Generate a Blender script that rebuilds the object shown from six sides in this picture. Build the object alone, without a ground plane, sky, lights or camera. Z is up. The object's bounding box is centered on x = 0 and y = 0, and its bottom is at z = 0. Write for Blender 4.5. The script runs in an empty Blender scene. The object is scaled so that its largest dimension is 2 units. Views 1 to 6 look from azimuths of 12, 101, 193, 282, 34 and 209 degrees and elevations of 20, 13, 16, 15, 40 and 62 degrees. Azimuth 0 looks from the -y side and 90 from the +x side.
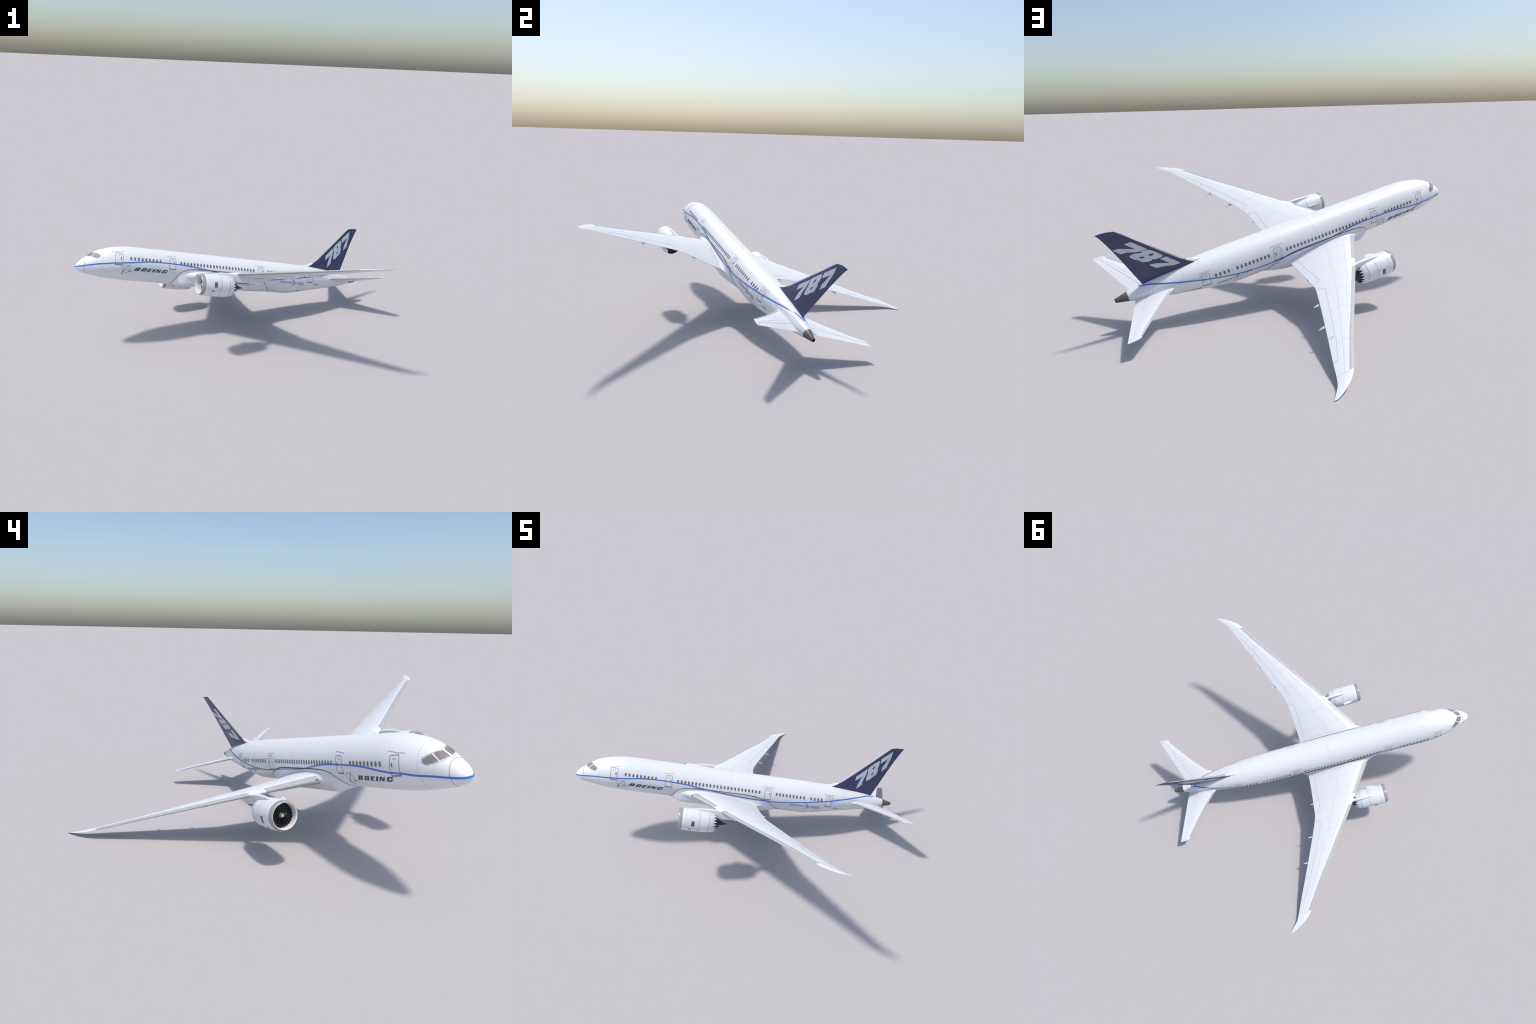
"""Twin-engine airliner in a banked, climbing attitude, built part by part.

Local frame of the aircraft: x aft from the nose tip, y to starboard, z up,
z = 0 at the middle of the cabin windows.  The root Empty carries the pose.
"""
import bpy, bmesh, math
import numpy as np
from mathutils import Matrix, Vector
from mathutils.geometry import tessellate_polygon

# ------------------------------------------------------------------ pose
AX = np.array([[0.77962881, 0.58872175, -0.21350789],     # aft
               [-0.62533333, 0.71349689, -0.31603863],    # starboard
               [-0.0337216, 0.37990642, 0.92441006]])     # up
ORIGIN = (-0.99693682, -0.88841332, 0.65447737)

scene = bpy.context.scene
root = bpy.data.objects.new("airliner", None)
root.empty_display_size = 0.2
scene.collection.objects.link(root)
M4 = Matrix.Identity(4)
for i in range(3):
    for j in range(3):
        M4[i][j] = AX[j][i]
    M4[i][3] = ORIGIN[i]
ROLL = Matrix.Rotation(-0.002, 4, "X")        # final trim of the bank angle
root.matrix_world = M4 @ ROLL
root["label"] = "white twin-engine passenger jet with navy tail and blue stripe"
root["category"] = "airplane"


# ------------------------------------------------------------------ materials
def paint(name, col, rough=0.4, metal=0.0, vary=0.02, scale=40.0, bump=0.0, coat=0.0):
    m = bpy.data.materials.new(name)
    m.use_nodes = True
    nt = m.node_tree
    b = nt.nodes["Principled BSDF"]
    tc = nt.nodes.new("ShaderNodeTexCoord")
    nz = nt.nodes.new("ShaderNodeTexNoise")
    nz.inputs["Scale"].default_value = scale
    nz.inputs["Detail"].default_value = 3.0
    nt.links.new(tc.outputs["Object"], nz.inputs["Vector"])
    rp = nt.nodes.new("ShaderNodeValToRGB")
    rp.color_ramp.elements[0].position = 0.3
    rp.color_ramp.elements[1].position = 0.7
    rp.color_ramp.elements[0].color = tuple(c * (1 - vary) for c in col) + (1,)
    rp.color_ramp.elements[1].color = tuple(min(1, c * (1 + vary)) for c in col) + (1,)
    nt.links.new(nz.outputs["Fac"], rp.inputs["Fac"])
    nt.links.new(rp.outputs["Color"], b.inputs["Base Color"])
    b.inputs["Roughness"].default_value = rough
    b.inputs["Metallic"].default_value = metal
    b.inputs["Coat Weight"].default_value = coat
    if bump:
        bp = nt.nodes.new("ShaderNodeBump")
        bp.inputs["Strength"].default_value = bump
        bp.inputs["Distance"].default_value = 0.001
        nt.links.new(nz.outputs["Fac"], bp.inputs["Height"])
        nt.links.new(bp.outputs["Normal"], b.inputs["Normal"])
    return m


WHITE = paint("white_paint", (0.73, 0.735, 0.75), 0.38, vary=0.008)
WINGWHITE = paint("wing_paint", (0.71, 0.72, 0.74), 0.45, vary=0.008)
GREY = paint("bare_grey", (0.40, 0.41, 0.41), 0.4, vary=0.02)
LIPMETAL = paint("polished_lip", (0.31, 0.32, 0.32), 0.18, 0.05, vary=0.02)
NAVY = paint("navy_paint", (0.036, 0.038, 0.105), 0.4, vary=0.03)
DIGIT = paint("silver_numeral_paint", (0.50, 0.53, 0.60), 0.45, vary=0.015)
BLUE = paint("stripe_blue", (0.030, 0.170, 0.60), 0.4, vary=0.03)
INK = paint("navy_lettering", (0.045, 0.045, 0.125), 0.5, vary=0.03)
THININK = paint("faded_lettering", (0.17, 0.17, 0.27), 0.5, vary=0.03)
GLASS = paint("tinted_window", (0.16, 0.15, 0.15), 0.35, vary=0.05)
COCKPIT = paint("cockpit_glass", (0.20, 0.185, 0.185), 0.5, vary=0.08)
LINE = paint("panel_line_grey", (0.29, 0.30, 0.32), 0.6, vary=0.03)
WLINE = paint("wing_line_grey", (0.40, 0.42, 0.44), 0.6, vary=0.03)
DARKLINE = paint("seam_dark", (0.13, 0.135, 0.14), 0.6, vary=0.05)
BLACK = paint("seal_black", (0.035, 0.037, 0.037), 0.5, vary=0.05)  # sills and exhaust, also the shade painted along the fairing crease
FANBLACK = paint("fan_black", (0.016, 0.016, 0.017), 0.35, vary=0.1)
COREDARK = paint("nozzle_dark", (0.030, 0.030, 0.031), 0.5, vary=0.1)
PLUGBLUE = paint("exhaust_blue", (0.001, 0.036, 0.085), 0.7, vary=0.1)
SPINNER = paint("spinner_metal", (0.62, 0.62, 0.63), 0.25, 0.8, vary=0.02)
BROWN = paint("heat_stained_metal", (0.105, 0.088, 0.076), 0.5, 0.05, vary=0.12, scale=90)
RED = paint("warning_red", (0.60, 0.22, 0.20), 0.5, vary=0.03)
MARK = paint("engine_badge", (0.085, 0.085, 0.165), 0.5, vary=0.03)
MARKLIGHT = paint("engine_badge_light", (0.15, 0.15, 0.25), 0.5, vary=0.03)
INLET = paint("inlet_barrel", (0.70, 0.70, 0.69), 0.4, vary=0.02)


# ------------------------------------------------------------------ mesh helpers
def add(name, verts, faces, mat, parent=root, angle=40, smooth=True):
    me = bpy.data.meshes.new(name)
    me.from_pydata([tuple(map(float, v)) for v in verts], [], [tuple(map(int, f)) for f in faces])
    me.validate()
    bm = bmesh.new()
    bm.from_mesh(me)
    bmesh.ops.recalc_face_normals(bm, faces=bm.faces)
    bm.to_mesh(me)
    bm.free()
    if smooth:
        me.polygons.foreach_set("use_smooth", [True] * len(me.polygons))
        me.set_sharp_from_angle(angle=math.radians(angle))
    me.materials.append(mat)
    ob = bpy.data.objects.new(name, me)
    scene.collection.objects.link(ob)
    ob.parent = parent
    return ob


def grid(rows, wrap=False, cap0=False, cap1=False):
    """rows: list of equally long lists of points -> verts, quads"""
    n = len(rows[0])
    V = [p for r in rows for p in r]
    F = []
    for i in range(len(rows) - 1):
        for j in range(n if wrap else n - 1):
            k = (j + 1) % n
            F.append((i * n + j, i * n + k, (i + 1) * n + k, (i + 1) * n + j))
    if cap0:
        F.append(tuple(range(n)))
    if cap1:
        F.append(tuple((len(rows) - 1) * n + j for j in range(n)))
    return V, F


def pch(x, xs, ys):
    """monotone cubic interpolation"""
    x = np.asarray(x, float); xs = np.asarray(xs, float); ys = np.asarray(ys, float)
    h = np.diff(xs); d = np.diff(ys) / h; m = np.zeros_like(ys)
    s = d[:-1] + d[1:]
    m[1:-1] = np.where(d[:-1] * d[1:] > 0, 2 * d[:-1] * d[1:] / np.where(abs(s) < 1e-12, 1e-12, s), 0)
    m[0] = d[0]; m[-1] = d[-1]
    i = np.clip(np.searchsorted(xs, x) - 1, 0, len(xs) - 2)
    t = np.clip((x - xs[i]) / h[i], 0, 1)
    return ((2*t**3 - 3*t**2 + 1) * ys[i] + (t**3 - 2*t**2 + t) * h[i] * m[i]
            + (-2*t**3 + 3*t**2) * ys[i+1] + (t**3 - t**2) * h[i] * m[i+1])


class Marks:
    """collects thin surface markings (strips, filled shapes) into one mesh"""
    def __init__(self):
        self.V = []; self.F = []

    def strip(self, pts, width, f, step=0.006, closed=False):
        P = [np.array(p, float) for p in pts]
        if closed:
            P.append(P[0])
        Q = [P[0]]
        for a, b in zip(P[:-1], P[1:]):
            n = max(1, int(math.ceil(np.linalg.norm(b - a) / step)))
            Q += [a + (b - a) * k / n for k in range(1, n + 1)]
        n = len(Q)
        W = width if hasattr(width, "__len__") else (width, width)
        base = len(self.V)
        for i, q in enumerate(Q):
            if closed and i in (0, n - 1):
                a, b = Q[n - 2], Q[1]
            else:
                a, b = Q[max(0, i - 1)], Q[min(n - 1, i + 1)]
            d = b - a
            d = d / (np.linalg.norm(d) + 1e-12)
            nn = np.array([-d[1], d[0]])
            w = 0.5 * np.interp(i / max(1, n - 1), np.linspace(0, 1, len(W)), W)
            self.V.append(f(*(q + nn * w))); self.V.append(f(*(q - nn * w)))
        for i in range(n - 1):
            j = base + 2 * i
            self.F.append((j, j + 1, j + 3, j + 2))
        return self

    def dashes(self, pts, width, f, dash=0.0042, gap=0.0042):
        P = [np.array(p, float) for p in pts]
        seg = [np.linalg.norm(b - a) for a, b in zip(P[:-1], P[1:])]
        cum = np.concatenate([[0], np.cumsum(seg)])
        at = lambda s: np.array([np.interp(s, cum, [p[k] for p in P]) for k in (0, 1)])
        s = 0.0
        while s < cum[-1]:
            e = min(s + dash, cum[-1])
            self.strip([at(s), at(e)], width, f, step=0.01)
            s += dash + gap
        return self

    def fill(self, outer, holes, f, step=0.006):
        loops = [[Vector((p[0], p[1], 0)) for p in L] for L in [outer] + list(holes)]
        flat = [v for L in loops for v in L]
        bm = bmesh.new()
        vs = [bm.verts.new(v) for v in flat]
        for t in tessellate_polygon(loops):
            try:
                bm.faces.new([vs[i] for i in t])
            except ValueError:
                pass
        return self.take(bm, f, step)

    def take(self, bm, f, step=0.006):
        xs = [v.co.x for v in bm.verts]; ys = [v.co.y for v in bm.verts]
        for lo, hi, no in ((min(xs), max(xs), (1, 0, 0)), (min(ys), max(ys), (0, 1, 0))):
            k = lo + step
            while k < hi:
                co = (k, 0, 0) if no[0] else (0, k, 0)
                bmesh.ops.bisect_plane(bm, geom=bm.verts[:] + bm.edges[:] + bm.faces[:],
                                       plane_co=co, plane_no=no)
                k += step
        bm.verts.index_update()
        base = len(self.V)
        self.V += [f(v.co.x, v.co.y) for v in bm.verts]
        self.F += [tuple(base + v.index for v in fa.verts) for fa in bm.faces]
        bm.free()
        return self

    def done(self, name, mat, parent=root):
        return add(name, self.V, self.F, mat, parent, angle=60)


def text_mesh(body):
    """built-in font text as a flat bmesh scaled into the unit square"""
    cu = bpy.data.curves.new("lettering_curve", "FONT")
    cu.body = body
    cu.resolution_u = 4
    ob = bpy.data.objects.new("lettering_helper", cu)
    scene.collection.objects.link(ob)
    dg = bpy.context.evaluated_depsgraph_get()
    ev = ob.evaluated_get(dg)
    me = ev.to_mesh()
    bm = bmesh.new()
    bm.from_mesh(me)
    ev.to_mesh_clear()
    bpy.data.objects.remove(ob)
    bpy.data.curves.remove(cu)
    xs = [v.co.x for v in bm.verts]; ys = [v.co.y for v in bm.verts]
    for v in bm.verts:
        v.co.x = (v.co.x - min(xs)) / (max(xs) - min(xs))
        v.co.y = (v.co.y - min(ys)) / (max(ys) - min(ys))
        v.co.z = 0
    return bm


# ------------------------------------------------------------------ fuselage
FT = np.array([  # station, crown z, keel z, half width
    (0, -.088, -.088, 0), (.012, -.0611, -.1020, .0218), (.03, -.0386, -.1131, .0347),
    (.06, -.0126, -.1224, .0484), (.10, .0173, -.1299, .0630), (.15, .0442, -.1359, .0801),
    (.20, .0597, -.1414, .0935), (.26, .0718, -.1456, .1043), (.33, .0788, -.1472, .1105),
    (.42, .0804, -.1474, .1122), (.6, .0805, -.1473, .1125), (1.0, .0805, -.1465, .1125),
    (1.35, .0807, -.1462, .1105), (1.5, .0805, -.1478, .1092), (1.57, .0803, -.1475, .1068),
    (1.6, .0802, -.1428, .1055), (1.7, .0785, -.1240, .0985), (1.8, .073, -.1050, .087),
    (1.9, .0645, -.0858, .0735), (2.0, .0535, -.0665, .0590), (2.08, .0395, -.0485, .0445),
    (2.152, .0275, -.0275, .0275)])
SQ = np.sqrt(FT[:, 0])


def section(x):
    q = np.sqrt(min(max(x, 0), 2.152))
    a, b, w = (float(pch(q, SQ, FT[:, k])) for k in (1, 2, 3))
    return (a + b) / 2, max((a - b) / 2, 1e-5), max(w, 1e-5)


def hull(x, th, off=0.0):
    c, h, w = section(x)
    p = np.array([x, w * math.sin(th), c + h * math.cos(th)])
    if off:
        e = 1e-3
        c1, h1, w1 = section(x + e); c0, h0, w0 = section(max(0, x - e))
        dx = np.array([2 * e, (w1 - w0) * math.sin(th), c1 - c0 + (h1 - h0) * math.cos(th)])
        dt = np.array([0, w * math.cos(th), -h * math.sin(th)])
        n = np.cross(dt, dx)
        n /= np.linalg.norm(n) + 1e-12
        if n @ np.array([0, math.sin(th) / w, math.cos(th) / h]) < 0:
            n = -n
        p = p + n * off
    return p


def side_map(side, off=0.0007):
    """flat side elevation (x, z) laid onto the hull"""
    def f(x, z):
        c, h, w = section(x)
        return hull(x, side * math.acos(max(-1, min(1, (z - c) / h))), off)
    return f


TS = 0.11                      # metres per radian used for girth coordinates


def girth_map(off=0.0007):
    return lambda x, s: hull(x, s / TS, off)


NT = 144


def smoothstep(a, b, x):
    t = max(0.0, min(1.0, (x - a) / (b - a)))
    return t * t * (3 - 2 * t)


def waist(x):
    """1 where the wing box narrows the body below the widest line"""
    return smoothstep(.85, 1.0, x) * (1 - smoothstep(1.16, 1.28, x))


def fairing_ends(a):
    d = math.degrees(a)
    return (float(np.interp(d, [88, 90, 92, 100, 107, 125, 143, 165, 180], [.84, .775, .733, .692, .675, .652, .640, .633, .631])),
            float(np.interp(d, [88, 89, 93.3, 103.3, 111.5, 125, 142, 165, 180], [1.13, 1.166, 1.2236, 1.29, 1.32, 1.347, 1.374, 1.398, 1.405])))


def inside(x, th):
    """0 at the outline of the belly fairing, 1 well inside it"""
    a = abs(math.atan2(math.sin(th), math.cos(th)))
    x0, x1 = fairing_ends(a)
    return smoothstep(0, .06, x - x0) * smoothstep(0, .06, x1 - x)


def hull_rows(xs):
    rows = []
    for x in xs:
        row = []
        for j in range(NT):
            p = hull(x, 2 * math.pi * j / NT)
            if abs(2 * math.pi * j / NT - math.pi) < math.pi / 2 - .02:
                k = 1 - .12 * waist(x) * inside(x, 2 * math.pi * j / NT)          # tucked in behind the belly fairing
                p = np.array([x, p[1] * k, -.033 + (p[2] + .033) * k])
            row.append(p)
        rows.append(row)
    return rows


SEAM = 0.0525
xs_nose = [SEAM * (i / 26) ** 2 for i in range(1, 27)]
V, F = grid(hull_rows(xs_nose), wrap=True)
V.append(hull(0, 0)); F += [(len(V) - 1, j, (j + 1) % NT) for j in range(NT)]
add("nose_cone", V, F, WHITE)
xs_body = np.concatenate([np.linspace(SEAM, .42, 60), np.linspace(.44, 1.5, 60), np.linspace(1.51, 2.152, 70)])
V, F = grid(hull_rows(xs_body), wrap=True)
fuselage = add("fuselage", V, F, WHITE)

# tail cone with the open exhaust of the auxiliary power unit
rows = []
for x, r, zc in ((2.1515, .0268, 0), (2.1525, .0272, 0), (2.175, .0218, 0), (2.20, .0158, 0), (2.2215, .0108, .0005),
                 (2.2225, .0102, .0005), (2.2222, .0088, .0005)):
    rows.append([(x, r * math.sin(a), zc + r * math.cos(a)) for a in np.linspace(0, 2 * math.pi, 48, endpoint=False)])
V, F = grid(rows, wrap=True, cap0=True)
tail_cone = add("tail_cone", V, F, BROWN)
rows = [[(x, r * math.sin(a), .0005 + r * math.cos(a)) for a in np.linspace(0, 2 * math.pi, 48, endpoint=False)]
        for x, r in ((2.2222, .0088), (2.205, .0080))]
V, F = grid(rows, wrap=True, cap1=True)
add("exhaust_pipe", V, F, BLACK, tail_cone)

# ------------------------------------------------------------------ belly fairing
FLUSH = [(.1131, -.020), (.1131, -.033), (.1118, -.055), (.1108, -.085), (.1100, -.115), (.1070, -.135),
         (.1005, -.1450), (.090, -.1485), (.05, -.1502), (0, -.1508)]
BOX = [(.1131, -.020), (.1128, -.032), (.1088, -.0395), (.1066, -.0530), (.1062, -.0700), (.1085, -.0870), (.1270, -.108), (.1175, -.126),
       (.1005, -.1450), (.088, -.1488), (.05, -.1502), (0, -.1508)]


def polar(P):
    P = np.array(P)
    return np.arctan2(P[:, 0], P[:, 1] + .033), np.hypot(P[:, 0], P[:, 1] + .033)


POL0, POL1 = polar(FLUSH), polar(BOX)


def fairing_radius(x, ang):
    k = waist(x)
    return float(np.interp(ang, *POL0)) * (1 - k) + float(np.interp(ang, *POL1)) * k


rows = []
NS = 70
for j in range(-76, 77):
    a = math.pi - (j / 76) * math.radians(91.5)
    aa = a if a <= math.pi else 2 * math.pi - a
    x0, x1 = fairing_ends(aa)
    col = []
    for i in range(NS + 1):
        t = i / NS
        x = x0 + (x1 - x0) * (0.5 - 0.5 * math.cos(math.pi * t))
        p = hull(x, a)
        rf = np.hypot(p[1], p[2] + .033); ang = math.atan2(abs(p[1]), p[2] + .033)
        rb = fairing_radius(x, ang)
        f = 1 - (1 - min(1, (x - x0) / .085)) ** 2.2
        u = max(0, (x - 1.17) / (x1 - 1.17)) if x1 > 1.18 else (1 if x >= x1 else 0)
        f *= 1 - min(1, u) ** 2.2
        r = rf + (rb - rf) * max(f, waist(x) * inside(x, a)) + .0006
        col.append((x, math.copysign(r * math.sin(ang), p[1]) if abs(p[1]) > 1e-9 else 0.0, -.033 + r * math.cos(ang)))
    rows.append(col)
V, F = grid(rows)
fairing = add("belly_fairing", V, F, WHITE, angle=50)

# ------------------------------------------------------------------ wings
W_LE = ([.080, .095, .108, .116, .124, .132, .145, .24, .347, .413, .55, .746, .896, 1.055, 1.075, 1.10, 1.121, 1.142, 1.158, 1.177, 1.1895],
        [.655, .665, .695, .722, .747, .7680, .7775, .8432, .9175, .9600, 1.0555, 1.1945, 1.301, 1.4085, 1.4225, 1.4430, 1.4645, 1.4920, 1.5170, 1.5520, 1.5790])
W_TE = ([.080, .095, .108, .116, .124, .132, .40, .42, .445, .47, .50, .847, .996, 1.078, 1.123, 1.1567, 1.1895],
        [1.290, 1.285, 1.262, 1.245, 1.231, 1.2223, 1.2390, 1.2408, 1.2450, 1.2528, 1.2640, 1.4120, 1.4785, 1.5130, 1.5370, 1.5667, 1.5965])
W_LZ = ([.080, .095, .108, .132, .347, .413, .75, 1.075, 1.121, 1.158, 1.1895], [-.086, -.086, -.084, -.0775, -.0455, -.0375, .0060, .0475, .0535, .0590, .0690])
W_TZ = ([.080, .095, .108, .132, .42, .47, .847, .996, 1.078, 1.123, 1.1567, 1.1895], [-.0965, -.0965, -.096, -.0943, -.0438, -.0352, .0140, .0343, .0465, .0540, .0590, .0695])
W_TC = ([.080, .095, .132, .4, .8, 1.1, 1.1895], [.140, .140, .132, .110, .100, .095, .07])


def wing_edges(y):
    return (float(pch(y, *W_LE)), float(pch(y, *W_TE)), float(pch(y, *W_LZ)), float(pch(y, *W_TZ)), float(pch(y, *W_TC)))


def foil(c, t, camber=0.012):
    th = 5 * t * (.2969 * math.sqrt(c) - .126 * c - .3516 * c**2 + .2843 * c**3 - .1016 * c**4)
    cm = camber * 4 * c * (1 - c)
    return th, cm


def wing_point(y, c, upper=True, side=1, off=0.0):
    le, te, zl, zt, tc = wing_edges(y)
    ch = te - le
    th, cm = foil(max(0.0, min(1.0, c)), tc)
    z = zl + (zt - zl) * c + ch * (cm + (th if upper else -th))
    z += off if upper else -off
    return np.array([le + ch * c - (off if c < .02 else 0), side * y, z])


def wing_map(side, off=0.0006, upper=True):
    def f(x, y):
        le, te, *_ = wing_edges(y)
        return wing_point(y, (x - le) / (te - le), upper, side, off)
    return f


NC = 36
cs = [0.5 - 0.5 * math.cos(math.pi * i / NC) for i in range(NC + 1)]
ys_w = np.concatenate([np.linspace(.080, .14, 15), np.linspace(.15, .40, 18), np.linspace(.41, .52, 12),
                       np.linspace(.55, 1.05, 22), np.linspace(1.06, 1.17, 16), np.linspace(1.175, 1.1895, 5)])
FLAP_TRACKS = (  # y, x front, x deepest, x tip, z tip, depth below the wing at the deepest point, half width
    (.3475, 1.06, 1.185, 1.2575, -.0655, .0135, .010),
    (.580, 1.09, 1.255, 1.3335, -.0363, .0205, .0105),
    (.7515, 1.225, 1.345, 1.4057, -.0123, .0175, .009))
wings = {}
for side in (1, -1):
    rows = []
    for y in ys_w:
        loop = [wing_point(y, c, True, side) for c in reversed(cs)] + [wing_point(y, c, False, side) for c in cs[1:]]
        rows.append(loop)
    V, F = grid(rows, wrap=True, cap0=True, cap1=True)
    wing = add("wing", V, F, WINGWHITE, angle=35)
    wings[side] = wing

    # grey slats along the leading edge, wrapped round the nose of the section
    def slat_width(y):
        return float(np.interp(y, [.13, .345, .413, 1.0, 1.072], [.036, .024, .023, .0225, .020]))
    cuts = [(.134, .236), (.2375, .345), (.413, .541), (.5425, .665), (.6665, .789), (.7905, .909), (.9105, 1.072)]
    for a, b in cuts:
        rows = []
        for y in np.linspace(a, b, 10):
            le, te, *_ = wing_edges(y)
            cu = slat_width(y) / (te - le)
            cl = cu * 0.9
            k = np.linspace(0, 1, 15)
            rows.append([wing_point(y, cu * (1 - t) ** 2, True, side, .0008) for t in k]
                        + [wing_point(y, cl * t ** 2, False, side, .0008) for t in k[1:]])
        V, F = grid(rows)
        add("slat", V, F, GREY, wing, angle=60)

    # flaps and aileron as slightly proud panels with their outline
    wm = wing_map(side, .0005)
    wl = wing_map(side, .0010)
    panels = (("flap", .1355, .4195, lambda y: float(np.interp(y, [.1355, .411], [1.178, 1.193])), .411),
              ("flap", .4705, .846, lambda y: float(np.interp(y, [.495, .845], [1.209, 1.371])), .846),
              ("aileron", .853, .9955, lambda y: float(np.interp(y, [.857, .994], [1.3745, 1.451])), .995))
    lines = Marks()
    for nm, y0, y1, hinge, _ in panels:
        rows = []
        for y in np.linspace(y0, y1, 24):
            le, te, *_ = wing_edges(y)
            hx = hinge(y)
            if nm == "flap" and y > .40 and y < .43:
                hx += (te - hx) * max(0, (y - .411) / .0095)
            if nm == "flap" and y > .46 and y < .495:
                hx += (te - hx) * max(0, (.495 - y) / .0245)
            rows.append([wm(hx + (te - .0004 - hx) * t, y) for t in np.linspace(0, 1, 9)])
        V, F = grid(rows)
        add(nm, V, F, WINGWHITE, wing)
    te = lambda y: wing_edges(y)[1] - .001
    LW = .0013
    lines.strip([(1.183, .139), (1.193, .411), (1.215, .4145), (te(.4195), .4195)], LW, wl)
    lines.strip([(te(.4705), .4705), (1.228, .480), (1.209, .495), (1.371, .845), (te(.846), .846)], LW, wl)
    lines.strip([(te(.853), .853), (1.378, .8555), (1.3765, .860), (1.451, .9935), (te(.9955), .9955)], LW, wl)
    lines.strip([(.866, .1375), (1.20, .1375)], .0009, wl)
    Marks().strip([(.86, .1062), (.93, .1052), (1.0, .1050), (1.15, .1060), (1.235, .1100)], .0016, wl).done("root_seam", LINE, wing)
    # spanwise seams
    fr = [(.139, .857), (.202, .898), (.331, .977), (.482, 1.060), (.549, 1.110), (.682, 1.194), (.823, 1.276), (.902, 1.328), (1.072, 1.4425)]
    mid = [(.135, .986), (.194, 1.009), (.325, 1.066), (.413, 1.102), (.542, 1.167), (.683, 1.244), (.898, 1.363), (1.077, 1.469)]
    lines.dashes([(x, y) for y, x in fr], .0012, wl)
    lines.dashes([(x, y) for y, x in mid], .0010, wl, dash=.0045, gap=.0035)
    # chordwise seams and slat joints
    for a, b in (((1.178, .190), (.898, .202)), ((1.186, .321), (.977, .331)), ((1.230, .549), (1.110, .549)),
                 ((1.297, .682), (1.194, .682)), ((1.392, .897), (1.328, .902)), ((1.5125, 1.077), (1.426, 1.077))):
        lines.dashes([a, b], .0012, wl)
    lines.done("panel_line", WLINE, wing)["kind"] = "stuff"
    ticks = Marks()
    for y in (.167, .237, .299, .36, .432, .486, .542, .567, .629, .666, .701, .763, .790, .832, .910):
        le = wing_edges(y)[0]
        fx = float(np.interp(y, [p[0] for p in fr], [p[1] for p in fr]))
        (ticks.strip if y in (.237, .542, .666, .790, .910) else ticks.dashes)([(le + .0005, y), (le + slat_width(y), y)], .0013, wing_map(side, .0014))
        if y not in (.237, .666, .790, .910):
            ticks.dashes([(le + slat_width(y), y), (fx, y - .35 * (fx - le) * .3)], .0011, wl)
    ticks.done("slat_joint", LINE, wing)["kind"] = "stuff"

    # canoe fairings of the flap tracks
    for y, xf, xd, xt, zt, dep, hw in FLAP_TRACKS:
        rows = []
        for x in np.concatenate([np.linspace(xf, xd, 14), np.linspace(xd + .006, xt, 12)]):
            le, te_, *_ = wing_edges(y)
            zs = wing_point(y, min(.98, (x - le) / (te_ - le)), False)[2]
            if x <= xd:
                u = (x - xf) / (xd - xf)
                g = math.sin(u * math.pi / 2)
                zb = zs - dep * g ** 1.2 - .0005
                w = hw * (.15 + .85 * math.sin(min(1, u * 1.6) * math.pi / 2))
                ztop = zs + .003
            else:
                u = (x - xd) / (xt - xd)
                zsd = wing_point(y, (xd - le) / (te_ - le), False)[2] - dep
                zb = zsd + (zt - .001 - zsd) * u
                w = hw * (1 - u) ** .8 + .0006
                ztop = (wing_point(y, (xd - le) / (te_ - le), False)[2] + .003) * (1 - u) + (zt + .001) * u
                if x < te_ - .004:
                    ztop = max(ztop, zs + .001)
            rows.append([(x, side * (y + w * s), z) for s, z in ((-1, ztop), (-1, ztop * .45 + zb * .55), (-.6, ztop * .12 + zb * .88),
                         (0, zb), (.6, ztop * .12 + zb * .88), (1, ztop * .45 + zb * .55), (1, ztop))])
        V, F = grid(rows, wrap=True, cap0=True, cap1=True)
        add("flap_track_fairing", V, F, WINGWHITE, wing, angle=30)

    # landing light in the root of the leading edge
    m = Marks()
    def nose_map(y, s):
        le, te_, *_ = wing_edges(y)
        c = (abs(s) / .010) ** 2 * .010 / (te_ - le) * 1.0
        return wing_point(y, c, s > -.002, side, .0013)
    m.fill([(.1465 + .007 * math.cos(a), .0035 + .0035 * math.sin(a)) for a in np.linspace(0, 2 * math.pi, 20, endpoint=False)], [], nose_map, .002)
    m.done("landing_light", DARKLINE, wing)

# ------------------------------------------------------------------ tail planes
H_LE = ([.02, .0669, .083, .37, .3803, .3865, .3892], [1.860, 1.9045, 1.9235, 2.1715, 2.1790, 2.1990, 2.2300])
H_TE = ([.02, .0346, .37, .3892], [2.116, 2.1212, 2.2410, 2.2480])
H_LZ = ([.02, .0669, .37, .3892], [-.0095, -.0040, .0345, .0375])
H_TZ = ([.02, .0346, .37, .3892], [-.0185, -.0160, .0365, .0390])


def tail_point(y, c, upper=True, side=1, off=0.0):
    le, te, zl, zt = (float(pch(y, *T)) for T in (H_LE, H_TE, H_LZ, H_TZ))
    th, cm = foil(max(0, min(1, c)), .088, 0)
    z = zl + (zt - zl) * c + (te - le) * (th if upper else -th) + (off if upper else -off)
    return np.array([le + (te - le) * c - (off if c < .02 else 0), side * y, z])


def tail_map(side, off=.0007, upper=True):
    def f(x, y):
        le, te = float(pch(y, *H_LE)), float(pch(y, *H_TE))
        return tail_point(y, (x - le) / (te - le), upper, side, off)
    return f


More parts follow.
